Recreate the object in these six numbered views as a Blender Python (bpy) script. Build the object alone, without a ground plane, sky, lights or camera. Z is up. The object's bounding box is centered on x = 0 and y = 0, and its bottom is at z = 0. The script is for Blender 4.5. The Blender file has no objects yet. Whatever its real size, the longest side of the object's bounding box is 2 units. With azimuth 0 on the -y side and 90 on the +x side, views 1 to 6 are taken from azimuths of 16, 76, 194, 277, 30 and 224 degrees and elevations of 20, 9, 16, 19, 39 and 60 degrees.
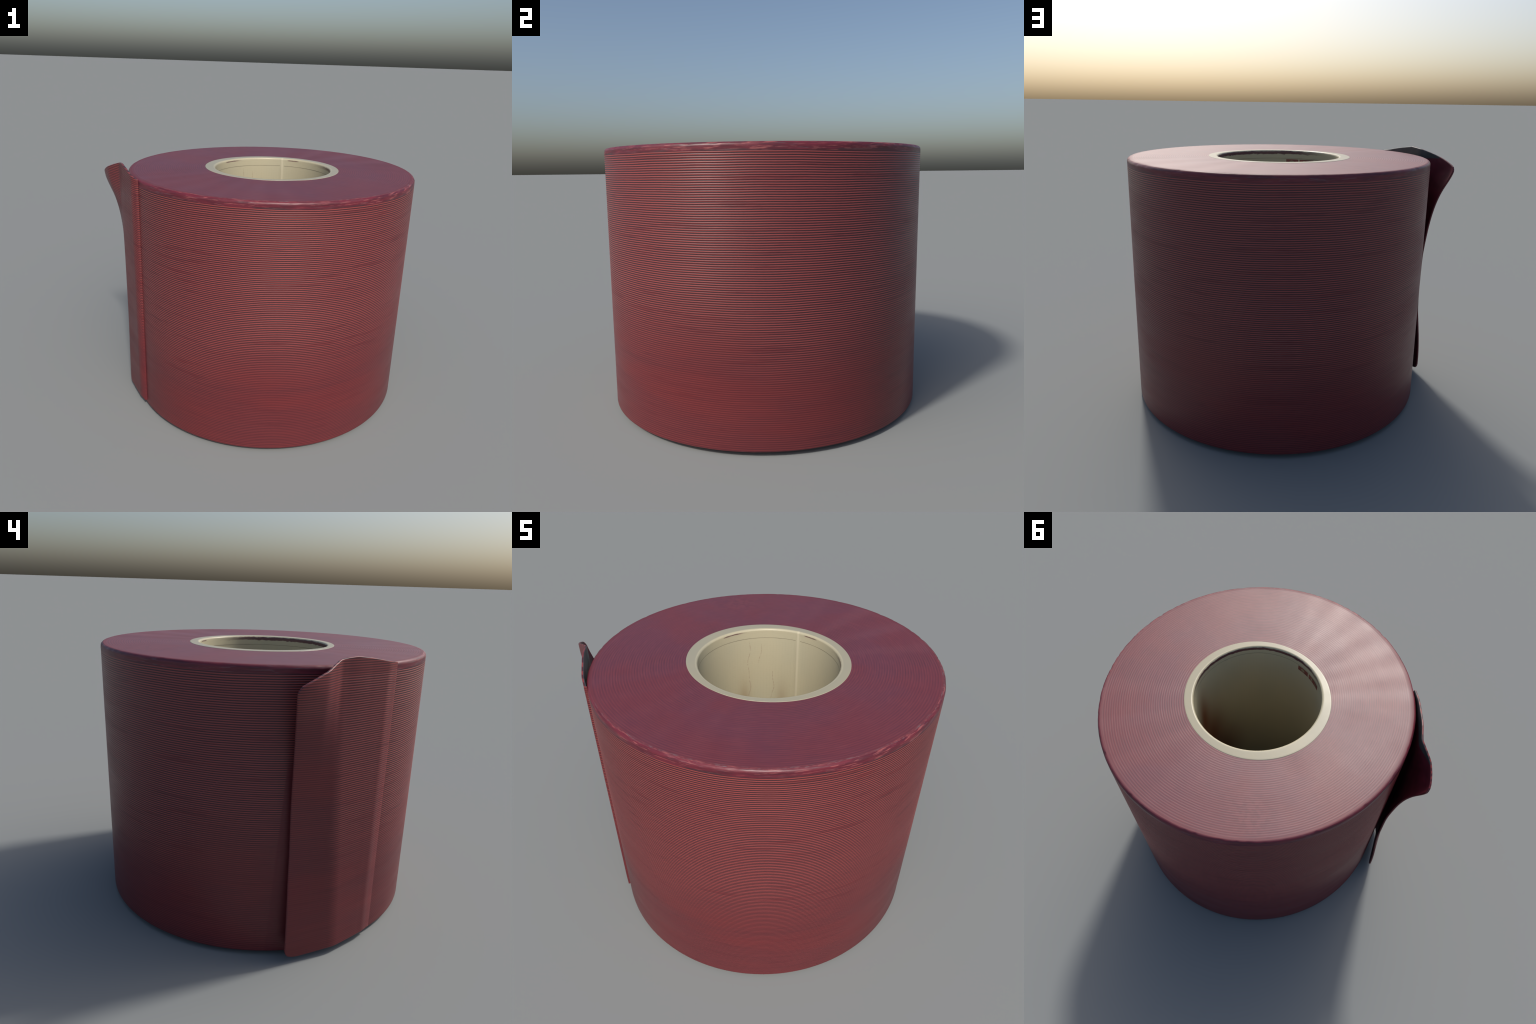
"""A wide roll of dark-red ribbed tape wound on a cream tube, its loose end lifting off."""
import bpy
import math
import numpy as np
from mathutils import noise, Vector

# ------------------------------------------------------------------ sizes (metres)
CX, CY = 0.0792, 0.0011            # axis of the roll
RX, RY = 0.9212, 0.9422            # the roll is wound slightly oval
TOP = 1.527                        # height of the wound faces
KX, KY = 0.0788, 0.0073            # axis of the tube
KRX, KRY = 0.4416, 0.4294          # tube, outside
HX, HY = 0.0865, 0.0005            # axis of the hole
HRX, HRY = 0.3785, 0.3805          # tube, inside
BASE = 0.0225                      # height of the lower face
RIM = 1.5285                       # tube rim
RIB = 0.0112                       # pitch of the ribs on the outer face
LAYER = 0.0135                     # pitch of the visible layers on the end faces
BAND = 1.487                       # ribs stop here, a frayed plain band follows
TAIL_ROOT = -129.9                 # where the loose end begins, degrees


def smooth(a, b, x):
    t = np.clip((x - a) / (b - a), 0.0, 1.0)
    return t * t * (3 - 2 * t)


def oval(theta, rx=RX, ry=RY):
    """radius of the oval at a true angle"""
    return 1.0 / np.sqrt((np.cos(theta) / rx) ** 2 + (np.sin(theta) / ry) ** 2)


# wander of the ribs / layers: the same sums of sines are used by the mesh and by the shaders
RIB_WANDER = ((0.0022, 2, 0.0, 0.7), (0.0012, 5, 3.0, 1.9), (0.0007, 9, -5.0, 0.3), (0.0004, 23, 11.0, 2.2))
RIB_FADE = ((0.06, 3, 0.0, 1.0), (0.04, 7, 0.0, 2.0))
LAYER_WANDER = ((0.0026, 2, 0.0, 0.2), (0.0018, 3, 4.0, 1.0), (0.0011, 7, 8.0, 0.0), (0.0007, 13, -15.0, 2.0))


def sines(terms, theta, w):
    return sum(a * np.sin(k * theta + q * w + c) for a, k, q, c in terms)


def rib_height(theta, z):
    phase = 2 * math.pi * (z + sines(RIB_WANDER, theta, z)) / RIB
    strength = 0.22 + 0.78 * smooth(0.30, 0.85, z + sines(RIB_FADE, theta, z))
    strength = strength * (1 - smooth(BAND - 0.004, BAND + 0.002, z)) * smooth(0.03, 0.06, z)
    return np.sin(phase) * strength


# ------------------------------------------------------------------ mesh helpers
def grid_mesh(name, grids, materials, smooth_shade=True):
    """grids: list of (points[rows, cols, 3], wrap_cols, wrap_rows, material index, flip)"""
    verts, faces, index, base = [], [], [], 0
    for pts, wc, wr, mi, flip in grids:
        r, c = pts.shape[:2]
        ids = base + np.arange(r * c).reshape(r, c)
        if wc:
            ids = np.concatenate([ids, ids[:, :1]], 1)
        if wr:
            ids = np.concatenate([ids, ids[:1]], 0)
        a, b, d, e = ids[:-1, :-1], ids[:-1, 1:], ids[1:, 1:], ids[1:, :-1]
        q = np.stack([a, b, d, e], -1).reshape(-1, 4)
        if flip:
            q = q[:, ::-1]
        mi_arr = mi if isinstance(mi, np.ndarray) else np.full(len(q), mi)
        verts.append(pts.reshape(-1, 3))
        faces.append(q)
        index.append(mi_arr)
        base += r * c
    v, f, m = np.concatenate(verts), np.concatenate(faces), np.concatenate(index)
    me = bpy.data.meshes.new(name)
    me.vertices.add(len(v))
    me.vertices.foreach_set("co", v.astype(np.float32).ravel())
    me.loops.add(f.size)
    me.loops.foreach_set("vertex_index", f.astype(np.int32).ravel())
    me.polygons.add(len(f))
    me.polygons.foreach_set("loop_start", np.arange(0, f.size, 4, dtype=np.int32))
    me.polygons.foreach_set("loop_total", np.full(len(f), 4, dtype=np.int32))
    for mat in materials:
        me.materials.append(mat)
    me.polygons.foreach_set("material_index", m.astype(np.int32))
    me.polygons.foreach_set("use_smooth", np.full(len(f), smooth_shade))
    me.update()
    me.validate()
    return me


def add(name, mesh, parent=None):
    o = bpy.data.objects.new(name, mesh)
    bpy.context.scene.collection.objects.link(o)
    o.parent = parent
    return o


# ------------------------------------------------------------------ shader helpers
class Sock:
    """a value in a node tree, with arithmetic"""

    def __init__(self, tree, s):
        self.tree, self.s = tree, s

    def _m(self, op, *args):
        n = self.tree.nodes.new("ShaderNodeMath")
        n.operation = op
        for i, a in enumerate(args):
            if isinstance(a, Sock):
                self.tree.links.new(a.s, n.inputs[i])
            else:
                n.inputs[i].default_value = a
        return Sock(self.tree, n.outputs[0])

    def __add__(self, o): return self._m("ADD", self, o)
    __radd__ = __add__
    def __sub__(self, o): return self._m("SUBTRACT", self, o)
    def __rsub__(self, o): return self._m("SUBTRACT", o, self)
    def __mul__(self, o): return self._m("MULTIPLY", self, o)
    __rmul__ = __mul__
    def __truediv__(self, o): return self._m("DIVIDE", self, o)
    def sin(self): return self._m("SINE", self)
    def abs(self): return self._m("ABSOLUTE", self)
    def sqrt(self): return self._m("SQRT", self)
    def exp(self): return self._m("EXPONENT", self)
    def atan2(self, o): return self._m("ARCTAN2", self, o)

    def step(self, a, b):
        """smooth 0..1 between a and b (a may exceed b)"""
        n = self.tree.nodes.new("ShaderNodeMapRange")
        n.interpolation_type = "SMOOTHSTEP"
        self.tree.links.new(self.s, n.inputs["Value"])
        if a < b:
            n.inputs["From Min"].default_value, n.inputs["From Max"].default_value = a, b
            return Sock(self.tree, n.outputs["Result"])
        n.inputs["From Min"].default_value, n.inputs["From Max"].default_value = b, a
        return 1.0 - Sock(self.tree, n.outputs["Result"])


class Shader:
    def __init__(self, name, axis=(CX, CY)):
        self.mat = bpy.data.materials.new(name)
        self.mat.use_nodes = True
        self.t = self.mat.node_tree
        self.bsdf = self.t.nodes["Principled BSDF"]
        co = self.t.nodes.new("ShaderNodeTexCoord")
        sep = self.t.nodes.new("ShaderNodeSeparateXYZ")
        self.t.links.new(co.outputs["Object"], sep.inputs[0])
        self.x, self.y, self.z = (Sock(self.t, sep.outputs[i]) for i in range(3))
        self.dx, self.dy = self.x - axis[0], self.y - axis[1]
        self.theta = self.dy.atan2(self.dx)
        self.deg = self.theta * (180 / math.pi)

    def sines(self, terms, w):
        total = None
        for a, k, q, c in terms:
            arg = self.theta * float(k) + c
            if q:
                arg = arg + w * q
            v = arg.sin() * a
            total = v if total is None else total + v
        return total

    def vec(self, x, y, z):
        n = self.t.nodes.new("ShaderNodeCombineXYZ")
        for i, a in enumerate((x, y, z)):
            if isinstance(a, Sock):
                self.t.links.new(a.s, n.inputs[i])
            else:
                n.inputs[i].default_value = a
        return n.outputs[0]

    def noise(self, vector, scale=1.0, detail=3.0, rough=0.55):
        n = self.t.nodes.new("ShaderNodeTexNoise")
        self.t.links.new(vector, n.inputs["Vector"])
        n.inputs["Scale"].default_value = scale
        n.inputs["Detail"].default_value = detail
        n.inputs["Roughness"].default_value = rough
        return Sock(self.t, n.outputs[0])

    def around(self, kxy, kz, **kw):
        """noise stretched along the winding direction"""
        return self.noise(self.vec(self.dx * kxy, self.dy * kxy, self.z * kz), **kw)

    def mix(self, f, a, b, mode="MIX"):
        n = self.t.nodes.new("ShaderNodeMix")
        n.data_type = "RGBA"
        n.blend_type = mode
        n.clamp_factor = True
        for sock, val in ((n.inputs[0], f), (n.inputs[6], a), (n.inputs[7], b)):
            if isinstance(val, Sock):
                self.t.links.new(val.s, sock)
            elif isinstance(val, tuple):
                sock.default_value = (*val, 1.0)
            else:
                sock.default_value = val
        return Sock(self.t, n.outputs[2])

    def spot(self, deg0, z0, wd, wz):
        """soft spot at an angle and a height"""
        a, b = (self.deg - deg0) / wd, (self.z - z0) / wz
        return (0.0 - (a * a + b * b)).exp()

    def finish(self, colour, roughness, bump=None, bump_distance=0.001, strength=1.0, **inputs):
        for name, val in (("Base Color", colour), ("Roughness", roughness)):
            if isinstance(val, Sock):
                self.t.links.new(val.s, self.bsdf.inputs[name])
            else:
                self.bsdf.inputs[name].default_value = (*val, 1.0) if isinstance(val, tuple) else val
        if bump is not None:
            n = self.t.nodes.new("ShaderNodeBump")
            n.inputs["Strength"].default_value = strength
            n.inputs["Distance"].default_value = bump_distance
            self.t.links.new(bump.s, n.inputs["Height"])
            self.t.links.new(n.outputs[0], self.bsdf.inputs["Normal"])
        for k, v in inputs.items():
            self.bsdf.inputs[k.replace("_", " ")].default_value = v
        return self.mat


# ------------------------------------------------------------------ materials
def ribbed_tape(name, contrast=1.0, tail=False):
    s = Shader(name)
    phase = (s.z + s.sines(RIB_WANDER, s.z)) * (2 * math.pi / RIB)
    rib = phase.sin() * 0.5 + 0.5
    fade = (s.z + s.sines(RIB_FADE, s.z)).step(0.30, 0.85) * 0.72 + 0.28
    smear = s.around(2.2, 34.0, detail=4.0).step(0.57, 0.69)          # stretches where ribs run together
    keep = fade * (1.0 - smear * 0.5) * contrast
    if tail:
        keep = keep * (1.0 - 0.55 * s.deg.step(-150.0, -152.5) * s.z.step(1.36, 1.25))
    fine = s.around(5.0, 420.0, detail=3.0)                            # thin threads
    broad = s.around(1.3, 5.0, detail=3.0)
    plain = s.mix(broad.step(0.35, 0.65), (0.137, 0.0185, 0.0225), (0.112, 0.0185, 0.0245))
    ribs = s.mix(rib.step(0.18, 0.82), (0.042, 0.0150, 0.0215), (0.275, 0.056, 0.053))  # crest glints partly baked in: pale crests against dark grooves
    col = s.mix(keep, plain, ribs)
    col = s.mix(smear * 0.28, col, (0.105, 0.0160, 0.0205))
    streak = s.around(1.0, 60.0, detail=5.0, rough=0.65).step(0.50, 0.75)
    col = s.mix(streak * 0.17, col, (0.060, 0.014, 0.019))
    col = s.mix((fine - 0.5).abs() * 0.8, col, s.mix(fine.step(0.4, 0.6), (0.07, 0.015, 0.022), (0.23, 0.038, 0.038)))
    rough = 0.40 + (s.around(2.0, 9.0) - 0.5) * 0.25
    if not tail:
        # plain frayed band under the top edge
        band = (s.z + (s.around(4.0, 1.0, detail=3.0) - 0.5) * 0.012).step(BAND - 0.002, BAND + 0.003)
        m1 = s.around(6.0, 70.0, detail=5.0, rough=0.65)
        m2 = s.noise(s.vec(s.dx * 13.0 + 7.0, s.dy * 13.0, s.z * 150.0), detail=5.0)
        here = s.around(2.2, 1.0, detail=3.0)                           # the scuffing comes and goes
        worn = s.deg.step(-128.0, -100.0) * s.deg.step(85.0, 40.0) * (0.45 + 0.55 * here.step(0.40, 0.52))
        b = s.mix(m1.step(0.35, 0.62), (0.085, 0.0155, 0.026), (0.150, 0.020, 0.034))
        b = s.mix(m2.step(0.54, 0.64) * (worn * 0.75 + 0.05), b, (0.34, 0.10, 0.098))
        b = s.mix(s.around(10.0, 150.0, detail=4.0).step(0.58, 0.66) * 0.32, b, (0.16, 0.12, 0.14))
        low = s.z.step(BAND + 0.013, BAND + 0.005) * s.around(4.0, 3.0, detail=2.0).step(0.44, 0.56)
        b = s.mix(low * worn * 0.8, b, (0.05, 0.022, 0.028))
        col = s.mix(band, col, b)
        # smooth, deeper red area beside the loose end: lain
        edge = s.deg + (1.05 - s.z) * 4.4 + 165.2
        dark_wedge = edge.step(-0.3, 0.5) * s.deg.step(-161.0, -162.0) * s.z.step(1.10, 1.02)
        dark_wedge = dark_wedge * s.deg.step(-180.0, -172.0)
        col = s.mix(dark_wedge * 0.85, col, (0.125, 0.018, 0.024))
        # diagonal scratch
        off = ((s.z - 0.878) + (s.y - 0.191) * 0.83).abs()
        scratch = off.step(0.006, 0.002) * s.x.step(-0.6, -0.7) * s.y.step(0.04, 0.07) * s.y.step(0.20, 0.18)
        col = s.mix(scratch * 0.5, col, (0.16, 0.04, 0.05))
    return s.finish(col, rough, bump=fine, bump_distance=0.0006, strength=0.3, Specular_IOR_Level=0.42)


def end_face():
    s = Shader("wound_layer_edges")
    e = ((s.dx / RX) * (s.dx / RX) + (s.dy / RY) * (s.dy / RY)).sqrt()
    phase = (e * 0.93 + s.sines(LAYER_WANDER, e)) * (2 * math.pi / LAYER)
    ring = phase.sin() * 0.5 + 0.5
    broad = s.noise(s.vec(s.dx * 2.1, s.dy * 2.1, 3.0), detail=3.0)
    patch = s.noise(s.vec(s.dx * 3.7 + 4.0, s.dy * 3.7, 9.0), detail=4.0)
    ux, uy = s.dx / (s.dx * s.dx + s.dy * s.dy).sqrt(), s.dy / (s.dx * s.dx + s.dy * s.dy).sqrt()
    blend = s.noise(s.vec(ux * 3.0, uy * 3.0, e * 0.8), detail=3.0)
    wave1 = ((s.theta - math.radians(37.0)) * (360 / 18.6)).sin() * s.deg.step(20.0, 40.0) * s.deg.step(110.0, 90.0)
    wave2 = ((s.theta + math.radians(71.0)) * (360 / 13.0)).sin() * s.deg.step(-145.0, -125.0) * s.deg.step(-55.0, -75.0)
    sector = 0.5 + (wave1 * 0.35 + wave2 * 0.22) * e + (blend - 0.5) * 0.8
    thread = s.noise(s.vec(ux * 9.0, uy * 9.0, e * 260.0), detail=3.0)
    col = s.mix(broad.step(0.38, 0.62), (0.152, 0.0215, 0.029), (0.125, 0.026, 0.043))
    col = s.mix(patch.step(0.56, 0.68) * 0.55, col, (0.105, 0.022, 0.034))
    col = s.mix(sector.step(0.40, 0.80) * 0.22, col, (0.185, 0.050, 0.058))  # radial gloss streaks lightened into the base colour, here and in the next mix
    col = s.mix(wave1.step(0.1, 0.9) * e * 0.14, col, (0.205, 0.072, 0.078))
    lines = s.mix(ring.step(0.15, 0.85), (0.085, 0.019, 0.032), (0.185, 0.038, 0.046))
    col = s.mix(0.40 + (patch - 0.5) * 0.8, col, lines)
    col = s.mix((thread - 0.5).abs() * 1.3, col, s.mix(thread.step(0.4, 0.6), (0.07, 0.018, 0.03), (0.24, 0.06, 0.07)))
    # the rounded edge keeps a plainer, deeper red
    col = s.mix(e.step(0.965, 0.982) * 0.5, col, (0.140, 0.020, 0.029))
    # scuffs on the rounding, on the side that has been handled
    here = s.noise(s.vec(ux * 2.4, uy * 2.4, 1.0), detail=3.0).step(0.38, 0.55)
    fray = s.noise(s.vec(ux * 22.0, uy * 22.0, e * 160.0), detail=4.0)
    worn = s.deg.step(-128.0, -100.0) * s.deg.step(70.0, 35.0) * (0.4 + 0.6 * here)
    col = s.mix(fray.step(0.52, 0.64) * e.step(0.972, 0.984) * worn * 0.75, col, (0.33, 0.085, 0.085))
    col = s.mix(fray.step(0.46, 0.38) * e.step(0.972, 0.984) * worn * 0.55, col, (0.20, 0.17, 0.18))
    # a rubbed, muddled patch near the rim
    fuzz = s.noise(s.vec(s.dx * 26.0, s.dy * 26.0, 4.0), detail=4.0)
    px, py = (s.x + 0.46) / 0.13, (s.y - 0.56) / 0.11
    col = s.mix((0.0 - (px * px + py * py)).exp() * 0.25, col, s.mix(fuzz.step(0.42, 0.58), (0.075, 0.02, 0.03), (0.20, 0.055, 0.06)))
    rough = 0.50 + e.step(0.96, 0.98) * 0.10 + (sector - 0.5) * -0.09 + (patch - 0.5) * 0.1
    return s.finish(col, rough, bump=thread, bump_distance=0.0005, strength=0.35, Specular_IOR_Level=0.72)


def tube_material():
    s = Shader("cream_tube", axis=(HX, HY))
    r = (s.dx * s.dx + s.dy * s.dy).sqrt()
    inside = r.step(0.395, 0.388)
    tone = s.noise(s.vec(s.dx * 4.0, s.dy * 4.0, s.z * 2.0), detail=4.0)
    col = s.mix(tone.step(0.35, 0.65), (0.370, 0.338, 0.240), (0.352, 0.328, 0.240))
    col = s.mix(inside, col, s.mix(tone.step(0.35, 0.65), (0.46, 0.415, 0.285), (0.44, 0.405, 0.285)))  # hole wall given a lighter base to match its sunlit side
    grain = s.noise(s.vec(s.dx * 60.0, s.dy * 60.0, s.z * 60.0), detail=3.0)
    col = s.mix((grain - 0.5).abs() * 0.5, col, (0.33, 0.30, 0.20))
    # faint weave pressed into the wall of the hole
    weave = ((s.theta * 130.0).sin() * 0.5 + 0.5).step(0.85, 1.0) + ((s.z * 500.0).sin() * 0.5 + 0.5).step(0.85, 1.0)
    col = s.mix(weave * inside * s.z.step(1.46, 1.45) * 0.045, col, (0.24, 0.22, 0.16))
    # maroon rub just below the lip, strongest towards one side
    n = s.noise(s.vec(s.dx * 5.0, s.dy * 5.0, 2.0), detail=4.0)
    n2 = s.noise(s.vec(s.dx * 30.0, s.dy * 30.0, s.z * 90.0), detail=3.0)
    side = (s.theta + 0.75).sin()                                     # helper for the strong side
    strong = s.deg.step(-135.0, -90.0) * s.deg.step(60.0, 5.0)
    rub = (s.z - 1.512 + (n2 - 0.5) * 0.016 - (n - 0.5) * 0.01).abs().step(0.0115, 0.0075) * (strong * 0.92 + 0.02)
    weak = (s.z - 1.5145 + (n2 - 0.5) * 0.006).abs().step(0.0045, 0.002) * s.noise(s.vec(s.dx * 3.4 + 3.0, s.dy * 3.4, 5.0), detail=3.0).step(0.50, 0.58) * (1.0 - strong) * 0.75
    col = s.mix((rub + weak) * inside, col, (0.085, 0.018, 0.034))
    ridge = (s.deg - 94.0 - (s.z - 1.1) * 1.2).abs().step(1.5, 0.5)  # highlight along the lap seam, painted below as a pale line
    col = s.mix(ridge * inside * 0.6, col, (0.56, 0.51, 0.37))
    # brown and rusty stains lower down the hole
    for deg0, z0, wd, wz, amount, c in ((144.0, 1.05, 5.5, 0.13, 0.45, (0.25, 0.15, 0.07)), (108.0, 1.03, 6.0, 0.14, 0.40, (0.24, 0.16, 0.09)),
                                        (28.0, 1.08, 9.0, 0.24, 0.95, (0.19, 0.050, 0.018)), (17.0, 0.80, 18.0, 0.32, 0.92, (0.17, 0.048, 0.020)),
                                        (4.0, 0.50, 26.0, 0.30, 0.85, (0.14, 0.045, 0.022))):
        col = s.mix(s.spot(deg0, z0, wd, wz) * inside * amount, col, c)
    # hairline drips
    wig = (s.z * 23.0).sin() * 1.1 + (s.z * 51.0).sin() * 0.5
    for deg0, za, zb in ((128.5, 1.30, 1.44), (117.0, 1.02, 1.26), (139.0, 1.05, 1.46)):
        line = (s.deg - deg0 + wig).abs().step(0.45, 0.15) * s.z.step(za, za + 0.02) * s.z.step(zb, zb - 0.02)
        col = s.mix(line * inside * n2.step(0.35, 0.6) * 0.45, col, (0.22, 0.12, 0.09))
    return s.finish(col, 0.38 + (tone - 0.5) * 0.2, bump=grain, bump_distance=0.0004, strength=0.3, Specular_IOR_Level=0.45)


def plain(name, colour, rough, var=0.25, scale=14.0):
    s = Shader(name)
    n = s.noise(s.vec(s.x * scale, s.y * scale, s.z * scale), detail=4.0)
    col = s.mix(n.step(0.3, 0.7), tuple(c * (1 - var) for c in colour), tuple(c * (1 + var) for c in colour))
    return s.finish(col, rough, bump=n, bump_distance=0.0006, strength=0.3)


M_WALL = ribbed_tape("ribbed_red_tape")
M_TAIL = ribbed_tape("ribbed_red_tape_loose", contrast=0.72, tail=True)
M_END = end_face()
M_TUBE = tube_material()
M_INNER = plain("maroon_tape_back", (0.105, 0.012, 0.022), 0.5)
M_GLUE = plain("grey_adhesive", (0.045, 0.050, 0.050), 0.45)
M_BROWN = plain("brown_print", (0.20, 0.055, 0.042), 0.55)
M_PALE = plain("pale_print", (0.25, 0.20, 0.12), 0.55)
M_GROOVE = plain("dark_seam", (0.22, 0.19, 0.13), 0.6)

# ------------------------------------------------------------------ the thing
roll = add("roll_of_tape", None)
roll["label"] = "wide dark red ribbed tape roll on cream tube with loose end"
roll["category"] = "tape roll"

# ------------------------------------------------------------------ wound tape: one lathed body
COLS = 320
th = np.linspace(-math.pi, math.pi, COLS, endpoint=False)


def ring_point(f, z, dr=0.0):
    """f = 0 on the tube, 1 on the outside; dr = radial push"""
    f, z, dr = (np.asarray(a)[:, None] for a in (f, z, dr))
    R = oval(th)[None] + dr
    ox, oy = CX + R * np.cos(th), CY + R * np.sin(th)
    K = oval(th, KRX, KRY)[None] - 0.003
    kx, ky = KX + K * np.cos(th), KY + K * np.sin(th)
    return np.stack([kx + (ox - kx) * f, ky + (oy - ky) * f, z + 0 * ox], -1)


B1, B2 = 0.017, 0.008                                   # roundings, top and bottom
zw = np.linspace(BASE + B2, TOP - B1, 1060)
lump = np.array([[noise.noise(Vector((math.cos(t) * 9, math.sin(t) * 9, z * 40))) for t in th] for z in np.linspace(BAND, TOP - B1, 6)])
wall = ring_point(np.ones_like(zw), zw, np.zeros_like(zw))
h = rib_height(th[None], zw[:, None]) * 0.00075
k = np.clip((zw - BAND) / (TOP - B1 - BAND), 0, 1) * 5
i0 = np.minimum(k.astype(int), 4)
fr = (lump[i0] * (1 - (k - i0))[:, None] + lump[i0 + 1] * (k - i0)[:, None]) * smooth(BAND, BAND + 0.006, zw)[:, None] * 0.0016
slack = sines(((0.0006, 3, 2.0, 0.4), (0.0004, 6, -3.0, 1.1)), th[None], zw[:, None])   # uneven winding
push = h + fr + slack
wall[..., 0] += np.cos(th) * push
wall[..., 1] += np.sin(th) * push

a = np.linspace(0, math.pi / 2, 8)
edge_top = ring_point(np.ones(8), TOP - B1 + B1 * np.sin(a), -B1 + B1 * np.cos(a))
edge_lift = (fr[-1] + slack[-1])[None] * (1 - np.sin(a))[:, None]
nick = np.array([noise.noise(Vector((math.cos(t) * 30, math.sin(t) * 30, 7.0))) for t in th])
nick = np.where(nick > 0.12, (nick - 0.12) * -0.012, nick * 0.002)
edge_lift = edge_lift + nick[None] * np.sin(2 * a)[:, None]
edge_top[..., 0] += np.cos(th) * edge_lift
edge_top[..., 1] += np.sin(th) * edge_lift

f = np.linspace(1, 0, 290)
inner_r = (oval(th) - B1)
face = ring_point(f, np.full(290, TOP), np.full(290, -B1))
ex = np.hypot((face[..., 0] - CX) / RX, (face[..., 1] - CY) / RY)
ring = np.sin(2 * math.pi * (ex * 0.93 + sines(LAYER_WANDER, th[None], ex)) / LAYER)
level = np.array([[noise.noise(Vector((math.cos(t) * 2.2, math.sin(t) * 2.2, q * 3))) for t in th] for q in np.linspace(1, 0, 30)])
level = level[(np.arange(290) * 29 / 289).astype(int)]
fade_in = smooth(1.0, 0.96, f)[:, None]
face[..., 2] += fade_in * (ring * 0.00011 + level * 0.0006)

bottom_edge = ring_point(np.ones(8), BASE + B2 - B2 * np.sin(a), -B2 + B2 * np.cos(a))
bottom_lift = slack[0][None] * (1 - np.sin(a))[:, None]
bottom_edge[..., 0] += np.cos(th) * bottom_lift
bottom_edge[..., 1] += np.sin(th) * bottom_lift
bottom = ring_point(np.linspace(1, 0, 20), np.full(20, BASE), np.full(20, -B2))

# rows from the middle of the underside, up the wall, to the tube at the top
rows = np.concatenate([bottom[::-1], bottom_edge[::-1][1:], wall[1:], edge_top[1:], face[1:]])
n_bottom = 20 + 4
n_wall = 20 + 7 + len(zw) - 1 + 4
mi = np.full(len(rows) - 1, 0)
mi[:n_bottom] = 1
mi[n_wall:] = 1
mi = np.repeat(mi, COLS)
wound = add("wound_tape", grid_mesh("wound_tape", [(rows, True, False, mi, False)], [M_WALL, M_END]), roll)

# ------------------------------------------------------------------ the loose end
def table(pairs):
    xs, ys = zip(*sorted(pairs))
    return lambda v: np.interp(v, xs, ys)


# top and bottom outline of the loose end: height over angle
tail_top = table([(-129.6, 1.526), (-131.5, 1.529), (-135, 1.540), (-138.2, 1.550), (-141.5, 1.559), (-147, 1.571), (-150, 1.567), (-152.6, 1.561),
                  (-155.3, 1.543), (-157.6, 1.524), (-159, 1.515), (-161, 1.499), (-163.4, 1.479), (-164.6, 1.467), (-165.3, 1.450), (-165.7, 1.432)])
tail_bottom = table([(-129.6, 0.050), (-130.2, 0.040), (-140, 0.037), (-150, 0.036), (-157, 0.031), (-161, 0.029), (-163, 0.032), (-164.5, 0.041), (-165.2, 0.053), (-165.7, 0.080)])
# distance off the roll near the top edge, and close to the roll
off_top = table([(-129.9, 0.0), (-130.05, 0.0122), (-134.5, 0.0212), (-138.2, 0.024), (-141.5, 0.028), (-147, 0.041), (-150, 0.048), (-152.5, 0.058),
                 (-155.3, 0.099), (-157.6, 0.137), (-159, 0.151), (-161, 0.170), (-163.4, 0.190), (-164.5, 0.197), (-165.7, 0.201)])
lift_by_height = table([(0.85, 0.0), (0.90, 0.015), (0.95, 0.05), (1.03, 0.11), (1.10, 0.17), (1.18, 0.27), (1.25, 0.39), (1.305, 0.53), (1.36, 0.70), (1.41, 0.92), (1.45, 1.0), (1.6, 1.0)])
edge_off = table([(0.0, 0.079), (0.07, 0.080), (0.13, 0.082), (0.26, 0.076), (0.41, 0.061), (0.48, 0.052), (0.60, 0.048), (1.6, 0.047)])   # free edge, off the roll
edge_shift = table([(0.0, 1.65), (0.4, 1.9), (0.6, 2.0), (0.9, 1.7), (1.1, 1.5), (1.25, 1.1), (1.36, 0.5), (1.44, 0.0), (1.6, 0.0)])   # edge falls short of -165.7 here


def soften(fn, width=0.5):
    return lambda v: sum(fn(v + d * width) for d in (-1, -0.5, 0, 0.5, 1)) / 5


lift_smooth = soften(lift_by_height, 0.05)
edge_off_smooth = soften(edge_off, 0.05)
shift_smooth = soften(edge_shift, 0.06)
off_smooth = lambda d: np.where(d > -136.0, off_top(d), soften(off_top, 0.5)(d))


def straight(deg, d1, o1, d2, o2):
    """distance off the roll of a flat strip that spans two angles"""
    t, t1, t2 = np.radians(deg), np.radians(d1), np.radians(d2)
    r1, r2 = oval(t1) + o1, oval(t2) + o2
    return r1 * r2 * np.sin(t2 - t1) / (r2 * np.sin(t2 - t) + r1 * np.sin(t - t1)) - oval(t)


def off_close(deg, z):
    """bevelled root, then two flat facets that meet at a slanting crease"""
    crease = -148.4 - (z - 0.28) * 3.4
    root = np.interp(-deg, [129.9, 130.05, 134.5], [0.0, 0.0122, 0.0212])
    facet1 = straight(deg, -134.5 + 0 * z, 0.0212, crease, 0.0495)
    facet2 = straight(deg, crease, 0.0495, -164.2 + 0 * z, edge_off_smooth(z))
    return np.where(deg > -134.5, root, np.where(deg > crease, facet1, facet2))


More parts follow.
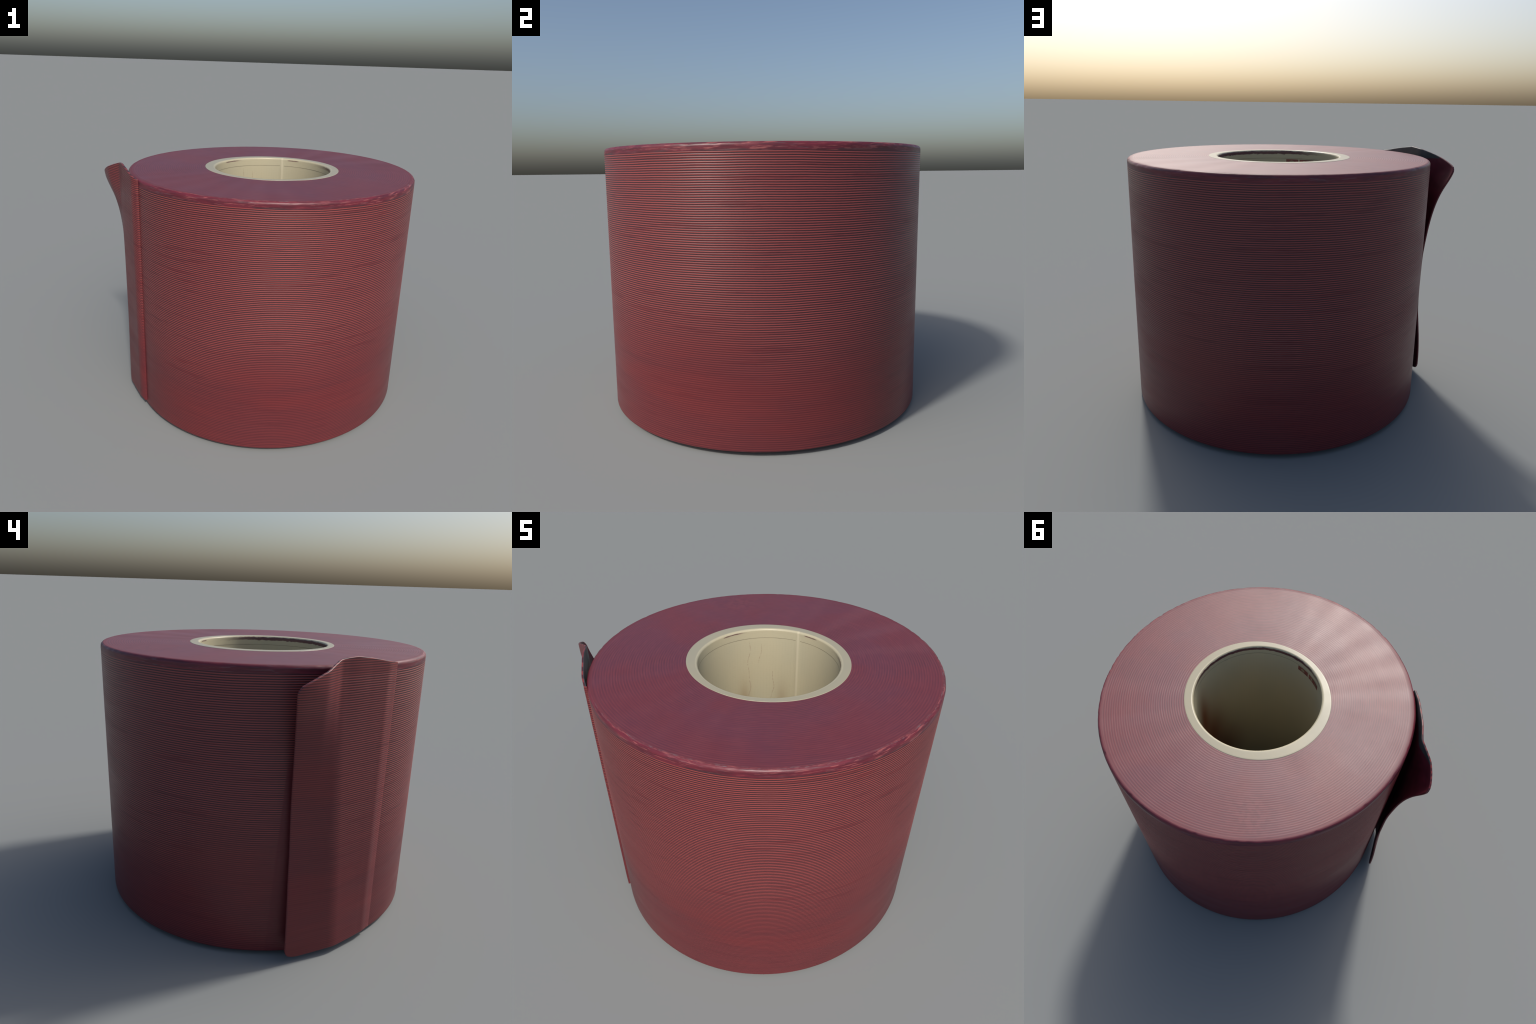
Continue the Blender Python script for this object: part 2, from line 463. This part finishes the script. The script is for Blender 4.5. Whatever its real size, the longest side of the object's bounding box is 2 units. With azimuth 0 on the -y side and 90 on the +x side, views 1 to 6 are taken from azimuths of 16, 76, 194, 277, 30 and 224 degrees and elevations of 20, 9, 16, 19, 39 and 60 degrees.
TR = 960
step_u, strip_u = 0.15 / 35.8, 4.6 / 35.8                    # the strip stays one face wide, so it shades as one bevel
u = np.concatenate([[0.0, step_u], np.linspace(strip_u, 0.96, 60, endpoint=False), np.linspace(0.96, 1, 14)])
TC = len(u)
nominal = TAIL_ROOT + u * (-165.7 - TAIL_ROOT)            # angle a column would have at the top
vv = np.linspace(0, 1, TR)
zt, zb = tail_top(nominal), tail_bottom(nominal)
Z = zb[None] + (zt - zb)[None] * vv[:, None]
DEG = nominal[None] + u[None] ** 2 * shift_smooth(Z)
TH = np.radians(DEG)
close = off_close(DEG, Z)
soft = sum(off_close(DEG + d, Z) for d in np.linspace(-1.6, 1.6, 7)) / 7          # the crease is a rounded fold
close = np.where(DEG < -137.0, soft, close)
near_top = off_smooth(nominal)[None] + 0 * Z
OFF = close + (near_top - close) * lift_smooth(Z)
OFF += 0.0012 * np.sin(5 * Z + 2.0) * smooth(0.14, 0.3, u)[None]
R = oval(TH) + OFF
outer = np.stack([CX + R * np.cos(TH), CY + R * np.sin(TH), Z], -1)
du, dv = np.gradient(outer, axis=1), np.gradient(outer, axis=0)
nrm = np.cross(du, dv)
nrm /= np.linalg.norm(nrm, axis=-1, keepdims=True) + 1e-12
nrm *= np.sign(np.sum(nrm * np.stack([np.cos(TH), np.sin(TH), 0 * TH], -1), -1))[..., None]
# rounded rim: thickness shrinks towards the free edge and the two cut edges
along = (1 - u)[None] * 0.585
down = np.minimum(Z - zb[None], zt[None] - Z)
rim = np.sqrt(np.clip(np.minimum(along, down) / 0.006, 0.0, 1.0) * (2 - np.clip(np.minimum(along, down) / 0.006, 0.0, 1.0)))
THICK = 0.0125
thick = THICK * (0.45 + 0.55 * rim)
thick = np.minimum(thick, OFF + 0.0015)
ribs = rib_height(TH, Z) * 0.0006 * (0.35 + 0.65 * smooth(-158, -150, DEG)) * smooth(0.0, 0.03, np.minimum(along, down))
mid_shift = (THICK - thick) * 0.5 * smooth(-131, -136, DEG)
back = outer - nrm * (mid_shift + thick)[..., None]
front = outer - nrm * mid_shift[..., None] + nrm * ribs[..., None]

# closed shell: front rows run up, back rows run down
shell = np.concatenate([front, back[::-1]], 0)
cell_deg = (DEG[:-1, :-1] + DEG[1:, 1:]) / 2
cell_z = Z[:-1, :-1]
glue = (cell_z > 1.475 + 0.035 * np.clip((-cell_deg - 140) / 17, 0, 1)) & (cell_deg > -158.5)
back_mi = np.where(glue, 2, 1)[::-1]
edge_row = np.zeros((1, TC - 1), int)
tail_mi = np.concatenate([np.zeros((TR - 1, TC - 1), int), edge_row, back_mi, edge_row]).ravel()


def cap(j):
    """closes the sheet at one end of its length"""
    return np.stack([front[:, j], (front[:, j] + back[:, j]) / 2 + (outer[:, j] - outer[:, j - 1 if j else 1]) * (0.25 if j else 0.1), back[:, j]], 1)


tail_mesh = grid_mesh("loose_end", [(shell, False, True, tail_mi, True), (cap(-1), False, False, 0, True), (cap(0), False, False, 0, False)], [M_TAIL, M_INNER, M_GLUE])
tail = add("loose_end", tail_mesh, roll)

# ------------------------------------------------------------------ cream tube
TCOL = 256
tt = np.linspace(-math.pi, math.pi, TCOL, endpoint=False)


def tube_ring(k, z, dr=0.0):
    """k = 0 on the outside of the tube wall, 1 on the inside"""
    ro, ri = oval(tt, KRX, KRY), oval(tt, HRX, HRY)
    r = ro + (ri - ro) * k + dr + (0.006 * smooth(1.50, 0.75, z) if k == 1 else 0)
    ax, ay = KX + (HX - KX) * k, KY + (HY - KY) * k
    return np.stack([ax + r * np.cos(tt), ay + r * np.sin(tt), np.full(TCOL, z)], -1)


lap = lambda z: -0.0038 * np.exp(-(((np.degrees(tt) - 94.0 - 1.2 * (z - 1.1)) / 1.3) ** 2))    # lap seam down the hole
prof = [(0, BASE + 0.001, 0), (0, 0.5, 0), (0, 1.0, 0), (0, RIM - 0.006, 0)]
prof += [(0, RIM - 0.003 * (1 - math.sin(q)), -0.003 * (1 - math.cos(q))) for q in np.linspace(0.1, math.pi / 2, 5)]
prof += [(q, RIM, 0) for q in (0.15, 0.35, 0.55, 0.70)]
prof += [(1, RIM - 0.012 * (1 - math.cos(q)), 0.012 * (1 - math.sin(q))) for q in np.linspace(0.0, math.pi / 2, 9)]
groove = 1.4735
prof += [(1, z, 0) for z in np.linspace(1.505, 0.04, 48)]
prof += [(1, BASE + 0.001, 0.006), (0.5, BASE + 0.001, 0)]
rows = np.stack([tube_ring(k_, z_, d_ + (lap(z_) if k_ == 1 and z_ < 1.50 else 0)) for k_, z_, d_ in prof])
tube = add("core_tube", grid_mesh("core_tube", [(rows, True, True, 0, False)], [M_TUBE]), roll)


def on_wall(name, d0, d1, z0, z1, proud, mat, parent, slant=0.0, oval_shape=False):
    """a thin piece lying on the inside of the tube"""
    n, m = 24, 8
    x, y = np.meshgrid(np.linspace(-1, 1, n), np.linspace(-1, 1, m))
    if oval_shape:
        x, y = x * np.sqrt(1 - y * y / 2), y * np.sqrt(1 - x * x / 2)
    ang = np.radians((d0 + d1) / 2 + x * (d1 - d0) / 2)
    z = (z0 + z1) / 2 + y * (z1 - z0) / 2 + slant * x
    r = oval(ang, HRX, HRY) + 0.006 * smooth(1.50, 0.75, z)
    pts = lambda rr: np.stack([HX + rr * np.cos(ang), HY + rr * np.sin(ang), z], -1)
    inner, outer_ = pts(r - proud), pts(r + 0.002)
    return add(name, grid_mesh(name, [(inner, False, False, 0, True), (outer_, False, False, 0, False)], [mat]), parent)


# the pressed line below the lip, dark
seam_rows = np.stack([tube_ring(1, groove + 0.0011, -0.0006), tube_ring(1, groove - 0.0011, -0.0006)])
add("pressed_line", grid_mesh("pressed_line", [(seam_rows, True, False, 0, False)], [M_GROOVE]), tube)
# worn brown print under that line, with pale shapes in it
for d0, d1 in ((-97.5, -84.5), (-115.5, -99.0)):
    on_wall("brown_print", d0, d1, 1.430, 1.467, 0.0008, M_BROWN, tube)
for d0, d1, z0, z1, ov in ((-93.0, -88.0, 1.438, 1.459, True), (-105.5, -102.5, 1.437, 1.460, True), (-110.8, -110.2, 1.434, 1.463, False), (-113.0, -112.5, 1.434, 1.463, False)):
    on_wall("print_shape", d0, d1, z0, z1, 0.0016, M_PALE, tube, oval_shape=ov)
